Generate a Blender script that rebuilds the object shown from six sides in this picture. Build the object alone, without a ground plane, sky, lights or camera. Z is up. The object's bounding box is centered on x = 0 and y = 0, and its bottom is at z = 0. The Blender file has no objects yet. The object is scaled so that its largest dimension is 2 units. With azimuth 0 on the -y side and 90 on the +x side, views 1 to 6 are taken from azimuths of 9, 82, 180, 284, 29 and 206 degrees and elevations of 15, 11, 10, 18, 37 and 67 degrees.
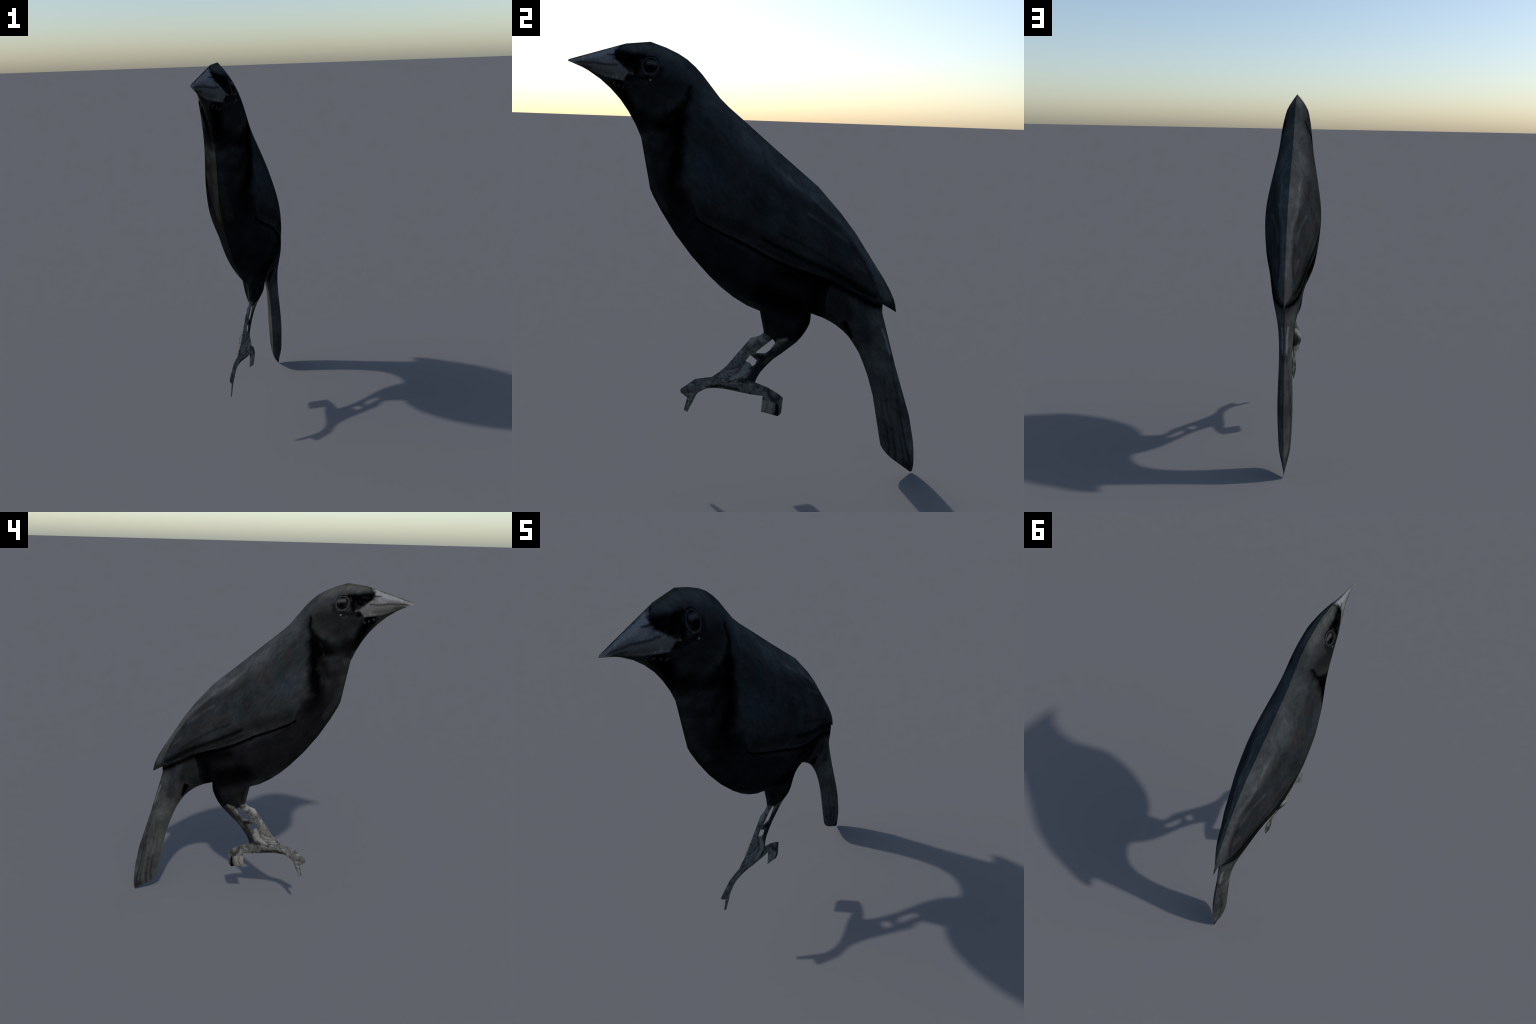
"""A small black songbird with a stout grey beak, puffed up on either side of
one flat profile: knife-edged along the whole outline, fullest at the wings.

The bird is described in its own frame (x across the body, y from beak to tail,
z up); an Empty at its base turns that frame a few degrees into the world.
Profile curves of the body, tail and leg close one outline; the part borders
are curves drawn inside it; the cross thickness follows from a membrane that is
blown up inside the outline, a little fuller at the tail and foot."""
import math
from collections import deque
import bpy
import numpy as np
from mathutils import Matrix, Vector
from mathutils.geometry import delaunay_2d_cdt

# ------------------------------------------------------------------ profiles
# (y, z) in metres, one curve after the other round the bird
CROWN_BACK = [(-.8155, 1.9098), (-.8111, 1.9172), (-.5664, 1.9901), (-.4625, 2.0007), (-.3958, 1.979),
              (-.3441, 1.9564), (-.3057, 1.9335), (-.2712, 1.9047), (-.2422, 1.8749), (-.2058, 1.8301),
              (-.1624, 1.7767), (-.1238, 1.7402), (-.0584, 1.6865), (.0238, 1.6181), (.0913, 1.562),
              (.2846, 1.4048), (.297, 1.3915), (.3953, 1.2853), (.4645, 1.1992), (.5164, 1.1232),
              (.5791, 1.0315), (.6121, .9836), (.6428, .9322), (.6641, .8894), (.6728, .8618)]
WING_TIP = [(.679, .8274), (.6131, .8643)]
TAIL = [(.6136, .8251), (.6931, .5667), (.7833, .3024), (.8101, .1829), (.8204, .1212), (.8254, .052),
        (.8246, .0312), (.8214, .0064), (.811, .0021), (.7926, .0162), (.7487, .0476), (.7052, .0799),
        (.6845, .1017), (.6671, .1226), (.6526, .149), (.5983, .4035), (.5652, .5083)]
VENT = [(.5417, .5661), (.5168, .6205), (.4845, .6709), (.4612, .7022), (.4354, .7282), (.3976, .7574),
        (.3726, .7725), (.3356, .7909), (.2797, .8103)]
LEG_REAR = [(.2795, .7837), (.2754, .7578), (.2624, .729), (.2436, .6977), (.2178, .6658), (.1478, .6066),
            (.1125, .5799), (.0797, .5452), (.0534, .512), (.0374, .4832), (.029, .459)]
HIND_TOE = [(.0893, .4345), (.1396, .4045), (.1658, .3829), (.1598, .3018), (.1437, .2854), (.0623, .3071),
            (.068, .3896)]
SOLE = [(.0135, .3947), (-.1133, .421), (-.1659, .4256)]
FORE_TOE = [(-.2003, .4214), (-.2228, .4111), (-.2387, .4007), (-.25, .3878), (-.2927, .2971), (-.3089, .3077),
            (-.2939, .3722), (-.3256, .3996), (-.3257, .4153), (-.2555, .4695), (-.1783, .4809)]
LEG_FRONT = [(-.1445, .5054), (-.1089, .5386), (.0026, .683), (.0383, .6922), (.0517, .7005), (.0626, .7117)]
BELLY = [(.0407, .8154), (-.0212, .841), (-.0843, .8795), (-.1415, .9241), (-.2012, .9814), (-.2811, 1.0712),
         (-.3543, 1.1694), (-.4171, 1.2719), (-.4542, 1.3416), (-.4672, 1.3727), (-.5054, 1.5966)]
THROAT = [(-.5296, 1.6534), (-.5595, 1.707), (-.5937, 1.7563), (-.6342, 1.8006), (-.6783, 1.8391),
          (-.7281, 1.8722), (-.755, 1.8862)]
OUTLINE = (CROWN_BACK + WING_TIP + TAIL + VENT + LEG_REAR + HIND_TOE + SOLE + FORE_TOE + LEG_FRONT
           + BELLY + THROAT)
# two gaps that show between the shanks
GAPS = [[(.1053, .6785), (.1146, .6678), (.1169, .6574), (.0936, .6227), (.0733, .6074), (.0299, .6073),
         (.0288, .6125)],
        [(.002, .597), (.0346, .5698), (.0249, .5478), (.0127, .5407), (-.0004, .5583), (-.0198, .5649)]]

EYE, EYE_R, RING_R = (-.4555, 1.9015), .031, .0405
# curves that part the surface into its anatomical pieces
BORDERS = {
    "beak_root": [(-.5664, 1.9901), (-.592, 1.97), (-.609, 1.961), (-.605, 1.948), (-.609, 1.93), (-.579, 1.91),
                  (-.552, 1.887), (-.512, 1.858), (-.541, 1.865), (-.562, 1.852), (-.563, 1.834), (-.585, 1.837),
                  (-.661, 1.846), (-.71, 1.863), (-.755, 1.8862)],
    "mouth": [(-.568, 1.914), (-.579, 1.91), (-.592, 1.903), (-.632, 1.901), (-.704, 1.91), (-.756, 1.909), (-.79, 1.909),
              (-.8155, 1.9098)],
    "cheek": [(-.2422, 1.8749), (-.289, 1.822), (-.291, 1.78), (-.32, 1.747), (-.369, 1.726), (-.417, 1.719),
              (-.462, 1.718), (-.52, 1.722), (-.5595, 1.707)],
    "nape_line": [(-.0584, 1.6865), (-.2, 1.61), (-.315, 1.545)],
    "breast_line": [(-.315, 1.545), (-.42, 1.562), (-.5054, 1.5966)],
    "wing_edge": [(-.315, 1.545), (-.302, 1.493), (-.293, 1.46), (-.286, 1.421), (-.275, 1.36), (-.255, 1.305),
                  (-.243, 1.262), (-.2, 1.241), (-.138, 1.212), (-.08, 1.195), (-.034, 1.17), (.087, 1.106),
                  (.175, 1.068), (.279, 1.03), (.367, .994), (.467, .955), (.556, .905), (.6131, .8643)],
    "wing_top": [(-.315, 1.545), (-.22, 1.565), (-.1, 1.557), (.02, 1.535), (.117, 1.486), (.182, 1.414),
                 (.251, 1.37), (.314, 1.316), (.388, 1.256), (.456, 1.186), (.502, 1.121), (.552, 1.057),
                 (.596, .985), (.6428, .9322)],
    "tail_root": [(.374, 1.004), (.367, .994), (.344, .971), (.338, .927), (.334, .895), (.345, .84), (.3356, .7909)],
    "tail_cross": [(.6931, .5667), (.662, .553), (.63, .54), (.6, .525), (.5652, .5083)],
    "vane_a": [(.662, .553), (.682, .49), (.712, .4), (.73, .314), (.762, .194), (.8, .065), (.811, .0021)],
    "vane_b": [(.712, .4), (.718, .307), (.742, .2), (.768, .093), (.7926, .0162)],
    "vane_c": [(.63, .54), (.669, .336), (.698, .254), (.72, .145), (.7487, .0476)],
    "vane_d": [(.6, .525), (.647, .325), (.678, .233), (.692, .142), (.7052, .0799)],
    "thigh_top": [(.0407, .8154), (.15, .823), (.2797, .8103)],
    "thigh_front": [(.0626, .7117), (.086, .704), (.1053, .6785)],
    "thigh_rear": [(.1146, .6678), (.125, .69), (.168, .703), (.185, .68), (.2178, .6658)],
    "shank_bar": [(.0288, .6125), (.002, .597)],
    "ankle_front": [(-.1089, .5386), (-.0198, .5649)],
    "ankle_rear": [(.0127, .5407), (.0534, .512)],
    "fore_toe": [(-.1783, .4809), (-.1659, .4256)],
    "hind_toe": [(.0893, .4345), (.068, .3896)],
    "fore_claw": [(-.25, .3878), (-.2939, .3722)],
    "hind_claw": [(.058, .369), (.119, .362), (.172, .35)],
}
CIRCLES = {"eye": (EYE, EYE_R, 28), "eye_ring": (EYE, RING_R, 32)}

# parts: a point inside each region, whether the two flanks are separate pieces,
# its parent part and its material
PARTS = [
    ("head", (-.36, 1.88), False, None, "plumage"),
    ("upper_beak", (-.70, 1.93), False, "head", "horn"),
    ("lower_beak", (-.62, 1.875), False, "head", "horn"),
    ("eye", EYE, True, "head", "eye"),
    ("eye_ring", (EYE[0] + .036, EYE[1]), True, "head", "eye_ring"),
    ("neck", (-.25, 1.68), False, None, "plumage"),
    ("torso", (-.1, 1.05), False, None, "plumage"),
    ("wing", (.1, 1.3), True, None, "plumage"),
    ("tail", (.55, .7), False, None, "plumage"),
    ("tail_feather", (.78, .25), True, "tail", "plumage"),
    ("tail_feather", (.7395, .255), True, "tail", "plumage"),
    ("tail_feather", (.685, .36), True, "tail", "plumage"),
    ("tail_feather", (.66, .32), True, "tail", "plumage"),
    ("tail_feather", (.62, .38), True, "tail", "plumage"),
    ("leg", (.17, .77), False, None, "plumage"),
    ("shank", (.03, .66), False, "leg", "skin"),
    ("shank", (.14, .64), False, "leg", "skin"),
    ("foot", (-.07, .46), False, "leg", "skin"),
    ("toe", (-.22, .44), False, "leg", "skin"),
    ("toe", (.12, .385), False, "leg", "skin"),
    ("claw", (-.28, .34), False, "leg", "skin"),
    ("claw", (.11, .33), False, "leg", "skin"),
]

# ------------------------------------------------------------- fine division
def spacing(y, z):
    """How closely the sheet is divided: finer at the leg, beak and eye."""
    if z < .85 and y < .24:
        return .0055
    if z > 1.78 and y < -.4:
        return .0085
    if z < .6:
        return .0085
    return .0125


def divide(curve):
    out = [curve[0]]
    for a, b in zip(curve, curve[1:]):
        n = max(1, round(math.dist(a, b) / spacing(*b)))
        out += [(a[0] + (b[0] - a[0]) * i / n, a[1] + (b[1] - a[1]) * i / n) for i in range(1, n + 1)]
    return out


def smooth(curve, rounds=2):
    """Corner cutting that keeps both ends, for the borders inside the bird."""
    for _ in range(rounds):
        c = [curve[0]]
        for a, b in zip(curve, curve[1:]):
            c += [(.75 * a[0] + .25 * b[0], .75 * a[1] + .25 * b[1]), (.25 * a[0] + .75 * b[0], .25 * a[1] + .75 * b[1])]
        curve = c + [curve[-1]]
    return curve


curves = [(divide(OUTLINE + OUTLINE[:1]), True)]
curves += [(divide(g + g[:1]), True) for g in GAPS]
STRAIGHT = {"tail_cross", "vane_a", "thigh_front", "thigh_rear"}      # others start on their corners
curves += [(divide(b if k in STRAIGHT else smooth(b)), False) for k, b in BORDERS.items()]
for (cy, cz), r, n in CIRCLES.values():
    ring = [(cy + r * math.cos(2 * math.pi * i / n), cz + r * math.sin(2 * math.pi * i / n)) for i in range(n)]
    curves.append((ring + ring[:1], False))

points, edges, rim_edge, seen = [], [], [], {}


def point(p):
    k = (round(p[0], 5), round(p[1], 5))
    if k not in seen:
        seen[k] = len(points)
        points.append(k)
    return seen[k]


for curve, rim in curves:
    ids = [point(p) for p in curve]
    for a, b in zip(ids, ids[1:]):
        if a != b:
            edges.append((a, b))
            rim_edge.append(rim)
n_curve = len(points)


def inside(poly, p):
    x, y = p[:, 0], p[:, 1]
    c = np.zeros(len(p), bool)
    for a, b in zip(poly, poly[1:] + poly[:1]):
        k = (a[1] > y) != (b[1] > y)
        if a[1] != b[1]:
            c ^= k & (x < (b[0] - a[0]) * (y - a[1]) / (b[1] - a[1]) + a[0])
    return c


fixed = np.array(points)
for step, box in ((.0125, (-.84, .84, 0, 2.01)), (.0085, (-.84, -.4, 1.78, 2.01)), (.0085, (.24, .84, 0, .6)),
                  (.0055, (-.34, .24, .27, .85))):
    rows = np.arange(box[2], box[3], step * .866)
    grid = np.array([(y + (i % 2) * step / 2, z) for i, z in enumerate(rows) for y in np.arange(box[0], box[1], step)])
    grid = grid[[abs(spacing(*g) - step) < 1e-6 for g in grid]]
    ok = inside(OUTLINE, grid)
    for g in GAPS:
        ok &= ~inside(g, grid)
    grid = grid[ok]
    near = np.array([((fixed - g) ** 2).sum(1).min() for g in grid])
    points += [tuple(g) for g in grid[near > (.62 * step) ** 2]]

V, E, T, _, orig_edges, _ = delaunay_2d_cdt([Vector(p) for p in points], edges, [], 0, 1e-6)
V = np.array([tuple(v) for v in V])
T = np.array([t for t in T])
c = V[T].mean(1)
keep = inside(OUTLINE, c)
for g in GAPS:
    keep &= ~inside(g, c)
T = T[keep]
cross = ((V[T[:, 1]] - V[T[:, 0]])[:, 0] * (V[T[:, 2]] - V[T[:, 0]])[:, 1]
         - (V[T[:, 1]] - V[T[:, 0]])[:, 1] * (V[T[:, 2]] - V[T[:, 0]])[:, 0])
T = T[np.abs(cross) > 1e-10]
cross = cross[np.abs(cross) > 1e-10]
T[cross < 0] = T[cross < 0][:, ::-1]
used = np.unique(T)
remap = -np.ones(len(V), int)
remap[used] = np.arange(len(used))
walls, rim = set(), np.zeros(len(used), bool)
for (a, b), o in zip(E, orig_edges):
    if o and remap[a] >= 0 and remap[b] >= 0:
        walls.add((min(remap[a], remap[b]), max(remap[a], remap[b])))
V, T = V[used], remap[T]
count = {}
for t in T:
    for a, b in ((t[0], t[1]), (t[1], t[2]), (t[2], t[0])):
        count.setdefault((min(a, b), max(a, b)), []).append(0)
for (a, b), k in count.items():
    if len(k) == 1:
        rim[a] = rim[b] = True

# ------------------------------------------------------------- puffing it up
def membrane(reach):
    """Height of a sheet tied to the rim and blown up from below; the pull back
    towards the mid plane limits its slope to about `reach` from the rim."""
    p = V[T]
    e = np.stack([p[:, 2] - p[:, 1], p[:, 0] - p[:, 2], p[:, 1] - p[:, 0]], 1)
    area = .5 * np.abs(e[:, 0, 0] * e[:, 1, 1] - e[:, 0, 1] * e[:, 1, 0])
    mass = np.zeros(len(V))
    for i in range(3):
        np.add.at(mass, T[:, i], area / 3)
    I = np.repeat(T, 3, 1).ravel()
    J = np.tile(T, (1, 3)).ravel()
    K = (np.einsum("tik,tjk->tij", e, e) / (4 * area)[:, None, None]).ravel()
    free = ~rim
    diag = np.bincount(I[I == J], K[I == J], len(V)) + mass / reach ** 2

    def apply(v):
        return np.where(free, np.bincount(I, K * v[J], len(V)) + mass / reach ** 2 * v, 0)

    u = np.zeros(len(V))
    r = np.where(free, mass, 0)
    z = r / diag
    d, rz = z.copy(), (r * z).sum()
    for _ in range(900):
        q = apply(d)
        a = rz / (d * q).sum()
        u += a * d
        r -= a * q
        z = r / diag
        new = (r * z).sum()
        if new < 1e-16:
            break
        d = z + new / rz * d
        rz = new
    return u / u.max()


FULLNESS = [(.35, .95, .16, -.10), (.72, .45, .25, .58), (-.05, 1.25, .20, .12), (-.5, 1.9, .15, .03),
            (-.2, 1.7, .15, -.07), (-.2, 1.1, .15, -.155), (.14, 1.46, .08, -.16), (.20, 1.41, .09, -.12), (-.36, 1.30, .07, -.12), (.37, 1.24, .09, -.18), (.50, 1.08, .07, -.10), (.05, .855, .08, -.22),
            (.22, .85, .09, -.22), (.17, .735, .05, .15), (.78, .08, .10, .40), (-.28, .37, .10, .8), (.12, .36, .08, .6),
            (-.76, 1.90, .10, .25), (-.04, .5, .12, .75), (.02, .65, .08, .7),
            (-.6, 1.9, .09, .09), (-.28, 1.25, .13, .04), (-.5, 1.55, .15, -.08)]
V[:] = V * 1.0015            # height, width and length to the full two metres
height = .122 * membrane(.12) + .03 * membrane(.4)
height *= 1 + sum(g * np.exp(-((V[:, 0] - y) ** 2 + (V[:, 1] - z) ** 2) / r ** 2) for y, z, r, g in FULLNESS)
d_eye = np.hypot(V[:, 0] - EYE[0], V[:, 1] - EYE[1])
height += .003 * np.clip(1 - (d_eye / EYE_R) ** 2, 0, 1)
height += .002 * np.clip(1 - ((d_eye - .035) / .006) ** 2, 0, 1)
height[rim] = 0

co = np.column_stack([height, V])
fn = np.cross(co[T[:, 1]] - co[T[:, 0]], co[T[:, 2]] - co[T[:, 0]])
vn = np.zeros_like(co)
for i in range(3):
    np.add.at(vn, T[:, i], fn)
vn /= np.linalg.norm(vn, axis=1)[:, None]

# ----------------------------------------------------- sorting faces to parts
touch = {}
for f, t in enumerate(T):
    for a, b in ((t[0], t[1]), (t[1], t[2]), (t[2], t[0])):
        touch.setdefault((min(a, b), max(a, b)), []).append(f)
next_to = [[] for _ in T]
for k, fs in touch.items():
    if len(fs) == 2 and k not in walls:
        next_to[fs[0]].append(fs[1])
        next_to[fs[1]].append(fs[0])
centre = V[T].mean(1)
part_of = -np.ones(len(T), int)


def flood(seed_face, k):
    part_of[seed_face] = k
    todo = deque([seed_face])
    while todo:
        for g in next_to[todo.popleft()]:
            if part_of[g] < 0:
                part_of[g] = k
                todo.append(g)


for k, (_, seed, *_r) in enumerate(PARTS):
    f = int(((centre - np.array(seed)) ** 2).sum(1).argmin())
    if part_of[f] < 0:
        flood(f, k)
torso_id = [p[0] for p in PARTS].index("torso")
while (part_of < 0).any():          # small leftovers between two borders
    f = int(np.argmax(part_of < 0))
    best = torso_id
    done = np.where(part_of >= 0)[0]
    best = part_of[done[((centre[done] - centre[f]) ** 2).sum(1).argmin()]]
    flood(f, best)

# ---------------------------------------------------------------- materials
def capsule_group():
    """Mask of a tapered stroke from A to B in the side view (0 outside, 1 inside)."""
    g = bpy.data.node_groups.new("stroke_mask", "ShaderNodeTree")
    for n, t in (("P", "NodeSocketVector"), ("A", "NodeSocketVector"), ("B", "NodeSocketVector"),
                 ("Radius A", "NodeSocketFloat"), ("Radius B", "NodeSocketFloat"), ("Soft", "NodeSocketFloat"), ("After", "NodeSocketFloat")):
        g.interface.new_socket(n, in_out="INPUT", socket_type=t)
    g.interface.new_socket("Mask", in_out="OUTPUT", socket_type="NodeSocketFloat")
    N, L = g.nodes, g.links
    i, o = N.new("NodeGroupInput"), N.new("NodeGroupOutput")

    def vec(op, a, b=None):
        n = N.new("ShaderNodeVectorMath")
        n.operation = op
        for s, x in zip(n.inputs, (a, b)):
            if x is not None:
                L.new(x, s)
        return n

    def num(op, a, b, clamp=False):
        n = N.new("ShaderNodeMath")
        n.operation, n.use_clamp = op, clamp
        for s, x in zip(n.inputs, (a, b)):
            if isinstance(x, float):
                s.default_value = x
            else:
                L.new(x, s)
        return n.outputs[0]

    # "After" shifts nothing to speak of: it only makes one stroke wait for the one
    # before it, so that a material of many strokes fits the renderer's memory
    late = N.new("ShaderNodeVectorMath")
    late.operation = "MULTIPLY_ADD"
    late.inputs[1].default_value = (1e-8, 1e-8, 1e-8)
    L.new(i.outputs["After"], late.inputs[0])
    L.new(i.outputs["P"], late.inputs[2])
    pa = vec("SUBTRACT", late.outputs[0], i.outputs["A"]).outputs[0]
    ba = vec("SUBTRACT", i.outputs["B"], i.outputs["A"]).outputs[0]
    bb = num("MAXIMUM", vec("DOT_PRODUCT", ba, ba).outputs["Value"], 1e-8)
    t = num("DIVIDE", vec("DOT_PRODUCT", pa, ba).outputs["Value"], bb, True)
    sc = N.new("ShaderNodeVectorMath")
    sc.operation = "SCALE"
    L.new(ba, sc.inputs[0])
    L.new(t, sc.inputs["Scale"])
    d = vec("LENGTH", vec("SUBTRACT", pa, sc.outputs[0]).outputs[0]).outputs["Value"]
    r = num("ADD", num("MULTIPLY", num("SUBTRACT", i.outputs["Radius B"], i.outputs["Radius A"]), t), i.outputs["Radius A"])
    m = N.new("ShaderNodeMapRange")
    m.interpolation_type = "SMOOTHSTEP"
    L.new(d, m.inputs["Value"])
    L.new(num("ADD", r, i.outputs["Soft"]), m.inputs["From Min"])
    L.new(num("MAXIMUM", num("SUBTRACT", r, i.outputs["Soft"]), 0.), m.inputs["From Max"])
    L.new(m.outputs["Result"], o.inputs["Mask"])
    return g


STROKE = capsule_group()


def gap(pts, a, b):
    """Smallest distance from a cloud of points to the line from a to b."""
    a, b = np.array(a), np.array(b)
    t = np.clip(((pts - a) @ (b - a)) / max(1e-9, ((b - a) ** 2).sum()), 0, 1)
    return np.sqrt(((pts - a - t[:, None] * (b - a)) ** 2).sum(1).min())


class Skin:
    """A matt material whose colour is a ground tone with strokes laid over it."""

    def __init__(self, name, base, warp=.012, warp_scale=28., rough=.9, gloss=0., area=None):
        """area: points of the part that wears it; strokes that miss it are left out"""
        self.area = area
        self.m = bpy.data.materials.new(name)
        self.m.use_nodes = True
        self.t = self.m.node_tree
        self.N, self.L = self.t.nodes, self.t.links
        self.bsdf = self.N["Principled BSDF"]
        self.bsdf.inputs["Roughness"].default_value = rough
        self.bsdf.inputs["Specular IOR Level"].default_value = gloss
        self.pos = self.N.new("ShaderNodeTexCoord").outputs["Object"]
        flat = self.N.new("ShaderNodeVectorMath")
        flat.operation = "MULTIPLY"
        flat.inputs[1].default_value = (0, 1, 1)
        self.L.new(self.pos, flat.inputs[0])
        self.flat = flat.outputs[0]
        self.p = self.warped(warp, warp_scale)
        self.col = None
        self.base = base

    def warped(self, amount, scale, stretch=None):
        n = self.noise(scale, 3, .6, stretch=stretch, out="Color")
        s = self.N.new("ShaderNodeVectorMath")
        s.operation = "SUBTRACT"
        s.inputs[1].default_value = (.5, .5, .5)
        self.L.new(n, s.inputs[0])
        k = self.N.new("ShaderNodeVectorMath")
        k.operation = "MULTIPLY_ADD"
        k.inputs[1].default_value = (0, amount * 2, amount * 2)
        self.L.new(s.outputs[0], k.inputs[0])
        self.L.new(self.flat, k.inputs[2])
        return k.outputs[0]

    def noise(self, scale, detail=3, rough=.55, stretch=None, out="Fac", at=(0, 0, 0)):
        """stretch = (angle in the side view, squeeze along, squeeze across)"""
        v = self.flat
        if stretch:
            m = self.N.new("ShaderNodeMapping")
            m.vector_type = "TEXTURE"
            m.inputs["Rotation"].default_value = (stretch[0], 0, 0)
            m.inputs["Scale"].default_value = (1, stretch[1], stretch[2])
            m.inputs["Location"].default_value = at
            self.L.new(v, m.inputs["Vector"])
            v = m.outputs[0]
        n = self.N.new("ShaderNodeTexNoise")
        n.inputs["Scale"].default_value = scale
        n.inputs["Detail"].default_value = detail
        n.inputs["Roughness"].default_value = rough
        self.L.new(v, n.inputs["Vector"])
        return n.outputs[out]

    def ramp(self, fac, lo, hi, a=0., b=1.):
        m = self.N.new("ShaderNodeMapRange")
        m.inputs["From Min"].default_value, m.inputs["From Max"].default_value = lo, hi
        m.inputs["To Min"].default_value, m.inputs["To Max"].default_value = a, b
        self.L.new(fac, m.inputs["Value"])
        return m.outputs["Result"]

    def times(self, a, b):
        if a is None or b is None:
            return None
        m = self.N.new("ShaderNodeMath")
        m.operation = "MULTIPLY"
        for s, x in zip(m.inputs, (a, b)):
            if isinstance(x, (int, float)):
                s.default_value = x
            else:
                self.L.new(x, s)
        return m.outputs[0]

    def mask(self, strokes, soft, p=None):
        """Union of strokes: each a chain of points with one or two radii."""
        total = None
        for chain, r0, r1 in strokes:
            n = max(1, len(chain) - 1)
            for i in range(n):
                a, b = chain[i], chain[min(i + 1, len(chain) - 1)]
                if self.area is not None and gap(self.area, a, b) > max(r0, r1) + soft + .012:
                    continue
                g = self.N.new("ShaderNodeGroup")
                g.node_tree = STROKE
                self.L.new(p or self.p, g.inputs["P"])
                before = total if total is not None else self.col
                if before is not None:
                    self.L.new(before, g.inputs["After"])
                g.inputs["A"].default_value = (0, *a)
                g.inputs["B"].default_value = (0, *b)
                g.inputs["Radius A"].default_value = r0 + (r1 - r0) * i / n
                g.inputs["Radius B"].default_value = r0 + (r1 - r0) * (i + 1) / n
                g.inputs["Soft"].default_value = soft
                if total is None:
                    total = g.outputs[0]
                else:
                    m = self.N.new("ShaderNodeMath")
                    m.operation = "MAXIMUM"
                    self.L.new(total, m.inputs[0])
                    self.L.new(g.outputs[0], m.inputs[1])
                    total = m.outputs[0]
        return total

    def lay(self, colour, fac, strength=1., mode="MIX"):
        if fac is None:
            return
        m = self.N.new("ShaderNodeMix")
        m.data_type, m.blend_type = "RGBA", mode
        f = self.times(fac, strength) if strength != 1. else fac
        self.L.new(f, m.inputs["Factor"])
        if self.col is None:
            m.inputs["A"].default_value = (*self.base, 1)
            m.inputs[6].default_value = (*self.base, 1)
        else:
            self.L.new(self.col, m.inputs[6])
        if isinstance(colour, tuple):
            m.inputs[7].default_value = (*colour, 1)
        else:
            self.L.new(colour, m.inputs[7])
        self.col = m.outputs[2]

    def grain(self, fac, lo, hi, a, b):
        """Multiply the colour by a value that follows a texture."""
        v = self.ramp(fac, lo, hi, a, b)
        k = self.N.new("ShaderNodeVectorMath")
        k.operation = "SCALE"
        self.L.new(self.col, k.inputs[0])
        self.L.new(v, k.inputs["Scale"])
        self.col = k.outputs[0]

    def done(self):
        if self.col is None:
            self.bsdf.inputs["Base Color"].default_value = (*self.base, 1)
        else:
            self.L.new(self.col, self.bsdf.inputs["Base Color"])
        return self.m


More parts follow.
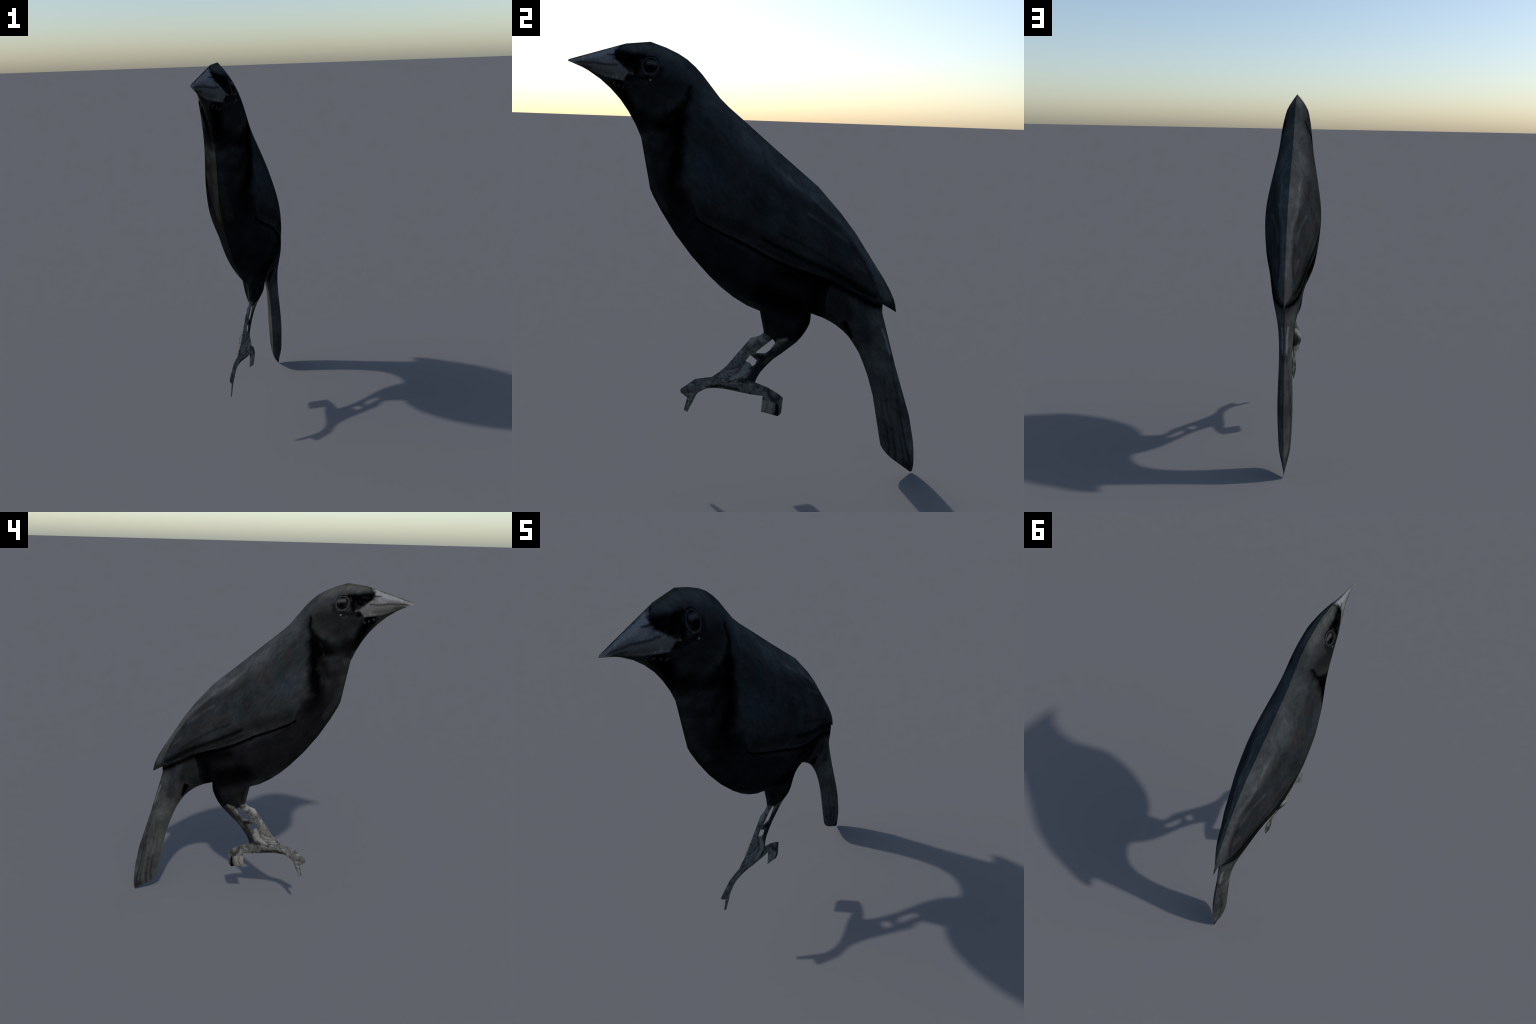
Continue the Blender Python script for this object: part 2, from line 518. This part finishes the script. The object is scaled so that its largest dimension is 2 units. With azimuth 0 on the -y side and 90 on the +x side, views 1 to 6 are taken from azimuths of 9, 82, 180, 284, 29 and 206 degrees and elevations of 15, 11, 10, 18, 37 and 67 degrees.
def plumage(part, area):
    s = Skin(part + "_plumage", (.0172, .0196, .0214), .011, 26., area=area)
    fine = s.warped(.006, 60.)
    barbs = s.warped(.016, 48., stretch=(math.radians(-62), 3.5, 1.))
    # broad tints: warm and bluish clouds on the mantle
    s.lay((.0200, .0185, .0195), s.ramp(s.noise(8., 3), .44, .62))
    s.lay((.0135, .0180, .0190), s.ramp(s.noise(10., 3, at=(0, 3, 1), stretch=(0, 1, 1)), .48, .66))
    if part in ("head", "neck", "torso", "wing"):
        # crown, nape and mantle, colour lightened where sky shine falls from above
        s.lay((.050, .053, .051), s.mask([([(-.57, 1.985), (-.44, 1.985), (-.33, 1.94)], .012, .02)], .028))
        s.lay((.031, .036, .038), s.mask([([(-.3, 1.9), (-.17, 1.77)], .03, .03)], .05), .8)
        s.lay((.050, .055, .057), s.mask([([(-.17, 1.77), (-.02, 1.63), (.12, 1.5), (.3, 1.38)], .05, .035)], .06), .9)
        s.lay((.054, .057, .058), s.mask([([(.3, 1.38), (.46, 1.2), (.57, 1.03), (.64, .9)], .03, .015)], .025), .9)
    if part in ("head", "neck"):
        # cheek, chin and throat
        s.lay((.0095, .0102, .0101), s.mask([([(-.36, 1.80), (-.45, 1.77)], .06, .06), ([(-.42, 1.83), (-.52, 1.81)], .03, .03), ([(-.46, 1.74), (-.48, 1.66)], .05, .03)], .03))
        s.lay((.0145, .0145, .0135), s.mask([([(-.33, 1.765), (-.4, 1.745)], .014, .01)], .02, fine), .7)
        s.lay((.0125, .0150, .0155), s.mask([([(-.42, 1.715), (-.455, 1.70)], .02, .018)], .02, fine), .7)
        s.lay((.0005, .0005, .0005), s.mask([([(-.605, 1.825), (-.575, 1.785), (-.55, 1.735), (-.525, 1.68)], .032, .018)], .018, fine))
        s.lay((.0035, .0036, .0036), s.mask([([(-.50, 1.70), (-.5, 1.64)], .02, .012)], .03), .8)
        s.lay((.026, .027, .027), s.mask([([(-.715, 1.868), (-.665, 1.833), (-.64, 1.808)], .006, .011)], .008, s.flat))
        s.lay((.020, .024, .006), s.mask([([(-.655, 1.842), (-.632, 1.812), (-.606, 1.775)], .001, .001)], .005, s.flat), .5)
        # lores and the dark spot behind the gape
        s.lay((.0007, .0007, .0007), s.mask([([(-.485, 1.938), (-.54, 1.94), (-.6, 1.946)], .012, .017), ([(-.515, 1.93), (-.59, 1.93)], .022, .022),
                                              ([(-.515, 1.9), (-.56, 1.905)], .022, .014), ([(-.515, 1.88), (-.52, 1.868)], .016, .012),
                                              ([(-.549, 1.851), (-.545, 1.851)], .015, .015)], .011, fine))
        s.lay((.005, .0052, .0053), s.mask([([(-.52, 1.905), (-.55, 1.885)], .004, .003), ([(-.555, 1.938), (-.58, 1.935)], .002, .002)], .008, fine), .7)
        s.lay((.0028, .0028, .003), s.mask([([(-.46, 1.853), (-.525, 1.852)], .014, .012)], .014, fine), .85)
        s.lay((.0045, .0047, .0048), s.mask([([(-.408, 1.89), (-.418, 1.862), (-.43, 1.85)], .008, .008)], .012, fine), .8)
        s.lay((.017, .018, .018), s.mask([([(-.41, 1.875), (-.425, 1.845), (-.455, 1.83), (-.49, 1.838)], .001, .001)], .006, fine), .5)
        s.lay((.16, .17, .17), s.mask([([(-.451, 1.844), (-.456, 1.844)], .001, .001)], .0035, s.flat))
        s.lay((.045, .045, .042), s.mask([([(-.595, 1.822), (-.594, 1.813)], .001, .001), ([(-.617, 1.829), (-.622, 1.823)], .003, .001), ([(-.572, 1.815), (-.577, 1.807)], .002, .001)], .004, s.flat), .7)
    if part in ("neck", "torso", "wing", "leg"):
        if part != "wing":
            # belly, breast, vent and thigh, in darker tones than the back
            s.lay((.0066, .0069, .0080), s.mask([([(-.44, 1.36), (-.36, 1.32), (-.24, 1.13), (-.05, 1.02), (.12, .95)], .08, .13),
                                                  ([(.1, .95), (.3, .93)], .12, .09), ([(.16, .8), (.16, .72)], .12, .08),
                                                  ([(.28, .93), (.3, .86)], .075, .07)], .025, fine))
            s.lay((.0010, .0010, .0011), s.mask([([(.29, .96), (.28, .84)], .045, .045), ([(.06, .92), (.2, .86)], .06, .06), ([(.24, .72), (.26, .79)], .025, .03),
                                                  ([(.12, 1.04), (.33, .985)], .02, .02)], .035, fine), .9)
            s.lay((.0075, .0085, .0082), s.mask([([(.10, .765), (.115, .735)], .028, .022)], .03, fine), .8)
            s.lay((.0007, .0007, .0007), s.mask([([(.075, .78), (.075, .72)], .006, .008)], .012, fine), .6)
        # black hind neck patch and dark breast side
        s.lay((.0012, .0013, .0014), s.mask([([(-.345, 1.50), (-.37, 1.42), (-.345, 1.30)], .04, .05)], .035, barbs), .95)
        s.lay((.0005, .0005, .0005), s.mask([([(-.325, 1.695), (-.345, 1.65)], .036, .048), ([(-.38, 1.69), (-.395, 1.655)], .022, .03),
                                              ([(-.35, 1.66), (-.42, 1.655)], .036, .012), ([(-.335, 1.62), (-.338, 1.54), (-.36, 1.45)], .034, .022)], .024, barbs))
    if part in ("head", "neck"):
        s.lay((.0006, .0006, .0006), s.mask([([(-.290, 1.822), (-.296, 1.77), (-.325, 1.72)], .004, .022), ([(-.33, 1.725), (-.36, 1.705)], .018, .014)], .015, s.warped(.012, 45.)), .93)
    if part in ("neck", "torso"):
        s.lay((.0060, .0063, .0068), s.mask([([(-.44, 1.53), (-.44, 1.36), (-.36, 1.27)], .035, .06)], .035, barbs), .9)
        s.lay((.0105, .0108, .0118), s.mask([([(-.385, 1.585), (-.45, 1.60)], .018, .022), ([(-.45, 1.62), (-.485, 1.52), (-.455, 1.42)], .016, .010)], .022, barbs), .9)
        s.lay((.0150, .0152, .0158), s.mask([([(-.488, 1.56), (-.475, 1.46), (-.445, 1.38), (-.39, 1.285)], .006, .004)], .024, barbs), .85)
        s.lay((.0022, .0023, .0023), s.mask([([(-.40, 1.675), (-.46, 1.665), (-.52, 1.70)], .03, .022), ([(-.37, 1.60), (-.40, 1.53)], .012, .012)], .03, barbs), .8)
        s.lay((.0085, .0090, .0092), s.mask([([(-.385, 1.545), (-.398, 1.525)], .001, .001), ([(-.415, 1.54), (-.425, 1.515)], .001, .001), ([(-.36, 1.57), (-.35, 1.555)], .001, .001)], .006, fine), .8)
        s.lay((.022, .022, .02), s.mask([([(-.447, 1.628), (-.451, 1.618)], .002, .001), ([(-.479, 1.596), (-.481, 1.588)], .002, .002)], .005, fine), .8)
        s.lay((.010, .0135, .002), s.mask([([(-.507, 1.59), (-.488, 1.49), (-.468, 1.375), (-.41, 1.265)], .001, .001)], .008, s.flat), .7)
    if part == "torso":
        # black shadow of the wing's lower edge, drawn onto the flank
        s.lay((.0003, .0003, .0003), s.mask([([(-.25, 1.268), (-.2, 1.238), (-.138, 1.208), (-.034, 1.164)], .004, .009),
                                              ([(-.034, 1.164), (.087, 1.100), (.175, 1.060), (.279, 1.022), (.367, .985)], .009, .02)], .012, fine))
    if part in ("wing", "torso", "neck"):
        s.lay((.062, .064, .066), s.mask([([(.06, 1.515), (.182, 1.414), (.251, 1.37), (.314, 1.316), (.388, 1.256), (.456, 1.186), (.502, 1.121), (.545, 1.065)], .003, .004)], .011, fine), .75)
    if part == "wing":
        # bluish shoulder
        s.lay((.0180, .0228, .0290), s.mask([([(-.235, 1.49), (-.19, 1.445)], .035, .035)], .045))
        s.lay((.020, .0232, .0243), s.mask([([(-.292, 1.525), (-.272, 1.44)], .010, .014)], .016, fine))
        s.lay((.0185, .0215, .0222), s.mask([([(-.25, 1.36), (-.1, 1.36)], .004, .004), ([(-.2, 1.40), (-.2, 1.34)], .004, .004)], .02, s.warped(.02, 20.)), .6)
        # greater coverts and folded flight feathers
        s.lay((.0085, .0092, .0092), s.mask([([(-.22, 1.29), (-.02, 1.225), (.1, 1.15)], .03, .03), ([(.1, 1.14), (.3, 1.055), (.5, .95)], .03, .015)], .035, fine))
        s.lay((.0135, .0135, .0125), s.mask([([(-.235, 1.28), (-.16, 1.245), (-.08, 1.215)], .004, .006)], .009, fine), .8)
        s.lay((.0004, .0004, .0004), s.mask([([(-.034, 1.168), (.087, 1.104), (.279, 1.028), (.467, .953), (.6, .87)], .001, .005)], .006, fine))
        s.lay((.0006, .0006, .0006), s.mask([([(.04, 1.195), (.13, 1.147), (.221, 1.103), (.293, 1.069), (.391, 1.022), (.467, .976), (.563, .917)], .0, .010)], .018, fine), .8)
        s.lay((.0065, .0068, .0068), s.mask([([(.0, 1.182), (.175, 1.092), (.245, 1.061), (.347, 1.010), (.41, .983)], .003, .002)], .005, s.flat), .9)
        s.lay((.0050, .0053, .0053), s.mask([([(-.02, 1.178), (.1, 1.118), (.2, 1.07)], .001, .001), ([(.02, 1.165), (.12, 1.115)], .001, .001)], .004, s.flat), .8)
        s.lay((.0045, .0047, .0047), s.mask([([(.12, 1.215), (.2, 1.18), (.33, 1.10), (.45, 1.02)], .0, .002)], .013, fine), .5)
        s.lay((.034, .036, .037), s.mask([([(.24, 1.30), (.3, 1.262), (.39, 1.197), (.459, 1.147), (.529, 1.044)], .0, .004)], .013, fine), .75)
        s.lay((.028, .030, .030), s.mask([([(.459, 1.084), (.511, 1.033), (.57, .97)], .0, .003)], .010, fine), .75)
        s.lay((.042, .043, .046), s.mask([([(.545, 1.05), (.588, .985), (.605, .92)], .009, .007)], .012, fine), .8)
        s.lay((.0095, .0095, .010), s.mask([([(.44, 1.165), (.515, 1.06)], .006, .004), ([(.52, 1.05), (.56, .975)], .006, .004)], .009, fine), .8)
        s.lay((.016, .017, .016), s.mask([([(.64, .86), (.66, .85)], .016, .01)], .02, fine), .8)
        s.lay((.030, .036, .022), s.mask([([(.585, 1.02), (.645, .915)], .002, .002)], .008, s.flat), .6)
        s.lay((.028, .03, .029), s.mask([([(-.082, 1.284), (-.082, 1.28)], .001, .001)], .003, s.flat))
    if part in ("tail", "tail_feather"):
        # undertail coverts and tail
        s.lay((.041, .042, .0415), s.mask([([(.57, .77), (.62, .55), (.74, .1)], .08, .2)], .06))
        s.lay((.0115, .0125, .0130), s.mask([([(.385, .95), (.38, .83)], .045, .04), ([(.42, .93), (.45, .82)], .03, .02)], .016, fine))
        s.lay((.017, .0200, .0213), s.mask([([(.48, .92), (.53, .78), (.54, .7)], .025, .025)], .035))
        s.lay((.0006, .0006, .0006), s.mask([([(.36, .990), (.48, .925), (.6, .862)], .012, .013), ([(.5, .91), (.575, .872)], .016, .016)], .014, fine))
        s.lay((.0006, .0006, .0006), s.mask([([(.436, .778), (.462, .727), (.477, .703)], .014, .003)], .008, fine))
        s.lay((.020, .020, .019), s.mask([([(.36, .79), (.41, .755)], .006, .006)], .012, fine), .8)
        s.lay((.034, .033, .030), s.mask([([(.50, .66), (.54, .58)], .02, .012)], .02))
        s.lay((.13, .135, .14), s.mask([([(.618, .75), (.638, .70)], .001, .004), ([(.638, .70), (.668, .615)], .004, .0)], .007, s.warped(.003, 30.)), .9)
        for chain, r0, r1, k in (([(.668, .62), (.69, .49), (.716, .4), (.733, .314), (.764, .194), (.802, .065)], .0, .005, .75),
                                 ([(.712, .4), (.718, .307), (.742, .2), (.768, .093), (.78, .03)], .0, .004, .55),
                                 ([(.64, .5), (.669, .336), (.698, .254), (.72, .145), (.735, .06)], .0, .004, .6),
                                 ([(.635, .4), (.647, .325), (.678, .233), (.692, .142), (.7, .09)], .0, .004, .6)):
            half = len(chain) // 2
            s.lay((.009, .0095, .0095), s.mask([(chain[:half + 1], r0, r1)], .010, s.warped(.003, 40.)), k * .6)
            s.lay((.007, .0075, .0075), s.mask([(chain[half:], r0, r1)], .009, s.warped(.003, 40.)), k)
        s.lay((.012, .0125, .0125), s.mask([([(.81, .03), (.79, .05)], .02, .014)], .02), .8)
        s.grain(s.noise(60., 3, .6, stretch=(math.radians(-76), 7., 1.)), .3, .7, .86, 1.14)
    if part in ("head", "neck"):
        s.lay((.030, .036, .022), s.mask([([(-.44, 1.998), (-.5, 1.995), (-.575, 1.985)], .001, .001)], .006, s.flat), .7)
    s.grain(s.noise(11., 4, .6, at=(0, 7, 2), stretch=(math.radians(-45), 1.8, 1.)), .32, .68, .72, 1.30)
    # feather grain, running down and back along the body
    s.grain(s.noise(16., 4, .6, stretch=(math.radians(-42), 3.2, 1.)), .3, .7, .8, 1.22)
    s.grain(s.noise(75., 3, .6, stretch=(math.radians(-55), 3., 1.)), .3, .7, .82, 1.2)
    return s.done()


def horn():
    s = Skin("horn", (.115, .117, .122), .006, 60.)
    fine = s.warped(.006, 70.)
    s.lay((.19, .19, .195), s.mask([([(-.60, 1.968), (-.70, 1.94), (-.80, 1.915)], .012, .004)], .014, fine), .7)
    s.lay((.075, .075, .077), s.mask([([(-.585, 1.925), (-.62, 1.92)], .012, .01), ([(-.69, 1.918), (-.76, 1.914)], .006, .003)], .014, fine), .7)
    s.lay((.22, .22, .225), s.ramp(s.noise(38., 3), .55, .70), .6)
    s.lay((.06, .06, .06), s.ramp(s.noise(30., 4, .65, at=(0, 3, 2), stretch=(0, 1, 1)), .54, .70), .55)
    s.lay((.078, .078, .076), s.mask([([(-.55, 1.88), (-.62, 1.885), (-.70, 1.897), (-.76, 1.90)], .022, .006)], .012))
    s.lay((.045, .045, .042), s.mask([([(-.62, 1.862), (-.70, 1.878), (-.76, 1.892)], .010, .006)], .016), .9)
    s.lay((.008, .008, .006), s.mask([([(-.57, 1.832), (-.67, 1.850), (-.715, 1.868), (-.77, 1.890)], .004, .004)], .010))
    s.lay((.02, .02, .018), s.mask([([(-.715, 1.888), (-.75, 1.894)], .003, .004)], .008, fine), .8)
    s.lay((.024, .024, .025), s.mask([([(-.598, 1.904), (-.632, 1.902), (-.704, 1.909), (-.756, 1.909), (-.785, 1.909)], .0025, .0)], .008), .9)
    s.lay((.018, .018, .020), s.mask([([(-.60, 1.943), (-.643, 1.946)], .007, .001)], .005, fine), .95)
    # feathers of the face run a little way over the root
    s.lay((.0012, .0012, .0012), s.mask([([(-.568, 1.990), (-.592, 1.972), (-.608, 1.96), (-.606, 1.932), (-.579, 1.912), (-.55, 1.888), (-.505, 1.862)], .003, .006),
                                          ([(-.541, 1.862), (-.562, 1.85), (-.565, 1.834)], .003, .003)], .011, s.warped(.010, 90.)))
    s.lay((.06, .06, .058), s.mask([([(-.575, 1.86), (-.60, 1.85)], .012, .01)], .014), .8)
    s.lay((.022, .024, .020), s.mask([([(-.58, 1.989), (-.70, 1.9525), (-.82, 1.917)], .002, .002)], .004), .85)
    s.lay((.21, .21, .19), s.mask([([(-.599, 1.853), (-.603, 1.850)], .002, .001), ([(-.618, 1.856), (-.622, 1.851)], .002, .001)], .004), .6)
    s.lay((.15, .145, .125), s.mask([([(-.79, 1.912), (-.81, 1.912)], .004, .004)], .012), .6)
    s.grain(s.noise(90., 3), .3, .7, .9, 1.1)
    return s.done()


def skin():
    s = Skin("leg_skin", (.084, .084, .079), .008, 60.)
    fine = s.warped(.007, 80.)
    s.lay((.165, .163, .154), s.ramp(s.noise(30., 3), .52, .62), .8)
    s.lay((.030, .031, .031), s.ramp(s.noise(36., 4, .65, at=(0, 2, 5), stretch=(0, 1, 1)), .49, .60), .85)
    # rear shank and ankle are dark
    s.lay((.009, .009, .009), s.mask([([(.20, .672), (.125, .61), (.062, .548), (.028, .49)], .03, .032)], .012, fine), .92)
    s.lay((.040, .038, .030), s.mask([([(.15, .668), (.112, .628)], .007, .005), ([(.10, .59), (.07, .56)], .004, .004)], .009, fine), .8)
    s.lay((.085, .078, .064), s.mask([([(.172, .70), (.14, .69), (.112, .682)], .005, .007)], .008, fine), .85)
    s.lay((.014, .015, .015), s.mask([([(.07, .72), (.09, .708)], .004, .004), ([(.185, .705), (.21, .68)], .008, .008)], .008, fine), .8)
    s.lay((.012, .0125, .012), s.mask([([(.06, .715), (.088, .705), (.107, .68)], .004, .002), ([(.115, .672), (.125, .692), (.168, .706), (.19, .69), (.22, .668)], .001, .004)], .012, fine), .9)
    s.lay((.004, .004, .004), s.mask([([(.058, .59), (.032, .592)], .012, .009)], .008), .95)
    s.lay((.013, .014, .015), s.mask([([(.03, .52), (.01, .495), (-.02, .478), (-.05, .472)], .018, .006)], .012, fine), .92)
    # pale flesh between the shanks
    s.lay((.16, .155, .145), s.mask([([(-.008, .555), (-.028, .54), (-.038, .512)], .011, .011)], .006), .95)
    s.lay((.18, .175, .162), s.mask([([(-.055, .506), (-.088, .482)], .012, .005)], .007), .9)
    s.lay((.05, .05, .048), s.mask([([(-.02, .565), (-.055, .525), (-.07, .51)], .002, .004)], .005, fine), .8)
    s.lay((.21, .21, .20), s.mask([([(.018, .686), (.002, .67)], .010, .012)], .012), .9)
    # dark sole and toe joints
    s.lay((.012, .011, .010), s.mask([([(-.05, .425), (-.11, .435), (-.145, .445), (-.175, .432)], .002, .010)], .012, fine), .92)
    s.lay((.016, .016, .016), s.mask([([(.145, .385), (.125, .37), (.098, .40), (.09, .42)], .012, .008)], .012, fine), .85)
    s.lay((.12, .12, .115), s.mask([([(.1, .372), (.075, .395), (.04, .41)], .004, .005)], .008, fine), .7)
    s.lay((.002, .002, .002), s.mask([([(.137, .352), (.139, .325), (.139, .290)], .007, .012)], .005, s.flat), .98)
    s.lay((.150, .145, .130), s.mask([([(.104, .352), (.1, .30)], .016, .014), ([(.076, .36), (.074, .318)], .012, .010)], .006, s.flat), .9)
    s.lay((.06, .058, .052), s.mask([([(.094, .355), (.094, .335), (.082, .31)], .001, .001)], .004, s.flat), .8)
    s.lay((.14, .138, .128), s.mask([([(-.285, .325), (-.298, .305)], .002, .010)], .012), .7)
    s.lay((.05, .047, .038), s.mask([([(-.32, .405), (-.30, .395)], .01, .008)], .014, fine), .7)
    # scutes across the lower shank
    for a, b in (((-.055, .545), (-.105, .522)), ((-.075, .518), (-.118, .507)), ((-.08, .50), (-.135, .492)),
                 ((-.095, .487), (-.15, .482)), ((-.06, .488), (-.1, .468))):
        s.lay((.015, .015, .015), s.mask([([a, b], .0, .003)], .006, s.warped(.010, 70.)), .65)
    for a, b in (((-.06, .535), (-.11, .514)), ((-.085, .509), (-.13, .50)), ((-.1, .494), (-.14, .488)), ((-.04, .468), (-.1, .46))):
        s.lay((.17, .17, .165), s.mask([([a, b], .0, .003)], .007, s.warped(.010, 70.)), .6)
    s.grain(s.noise(110., 3), .3, .7, .85, 1.15)
    return s.done()


def eye():
    s = Skin("eye", (.0030, .0030, .0031), .002, 60., rough=.5, gloss=.0)
    # sky highlight painted in grey on the upper eye, dark pupil below
    s.lay((.050, .051, .053), s.mask([([(-.436, 1.913), (-.464, 1.917)], .008, .007)], .009, s.flat), .9)
    s.lay((.010, .010, .010), s.mask([([(-.482, 1.905), (-.478, 1.888)], .003, .003)], .006, s.flat), .8)
    s.lay((.0012, .0012, .0012), s.mask([([(-.45, 1.896), (-.455, 1.888)], .011, .009)], .006, s.flat), .95)
    return s.done()


def eye_ring():
    s = Skin("eye_ring", (.006, .0062, .0062), .003, 80.)
    ring = [(EYE[0] + .0345 * math.cos(a), EYE[1] + .0345 * math.sin(a)) for a in np.linspace(0, 2 * math.pi, 15)]
    s.lay((.034, .035, .035), s.mask([(ring, .0, .0)], .0065, s.warped(.003, 60.)))
    s.grain(s.noise(60., 2), .3, .7, .5, 1.3)
    return s.done()


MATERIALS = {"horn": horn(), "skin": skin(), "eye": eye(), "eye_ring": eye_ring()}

# ------------------------------------------------------------------ assembly
LEAN, YAW = .03625, .10494        # the profile plane: x = x0 + YAW * y + LEAN * z
n = Vector((1, -YAW, -LEAN)).normalized()
along = Vector((YAW, 1, 0)).normalized()
up = n.cross(along)
frame = Matrix((n, along, up)).transposed().to_4x4()
frame.translation = (-.0466, -.0002, -.0022)

bird = bpy.data.objects.new("songbird", None)
bird.matrix_world = frame
bird["label"] = "sleek black songbird with stout grey cone-shaped beak"
bird["category"] = "bird"
bpy.context.scene.collection.objects.link(bird)


def build(name, faces, sides, material, parent):
    """Mesh of some faces of one or both flanks; the flanks meet on the rim."""
    index, verts, polys, normals = {}, [], [], []
    for side in sides:
        for t in T[faces]:
            order = t if side > 0 else t[::-1]
            poly = []
            for v in order:
                k = (v, 0 if rim[v] else side)
                if k not in index:
                    index[k] = len(verts)
                    verts.append((side * co[v, 0], co[v, 1], co[v, 2]))
                poly.append(index[k])
                normals.append((side * vn[v, 0], vn[v, 1], vn[v, 2]))
            polys.append(poly)
    me = bpy.data.meshes.new(name)
    me.from_pydata(verts, [], polys)
    me.polygons.foreach_set("use_smooth", [True] * len(polys))
    me.normals_split_custom_set(normals)
    me.materials.append(material)
    ob = bpy.data.objects.new(name, me)
    ob.parent = parent
    bpy.context.scene.collection.objects.link(ob)
    return ob


made = {}
for k, (name, seed, two, parent, mat) in enumerate(PARTS):
    faces = np.where(part_of == k)[0]
    if not len(faces):
        continue
    if mat == "plumage" and name not in MATERIALS:
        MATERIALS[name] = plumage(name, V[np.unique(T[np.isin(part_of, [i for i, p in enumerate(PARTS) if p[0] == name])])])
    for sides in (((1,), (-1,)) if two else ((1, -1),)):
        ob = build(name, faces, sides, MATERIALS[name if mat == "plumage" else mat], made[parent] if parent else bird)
        made.setdefault(name, ob)
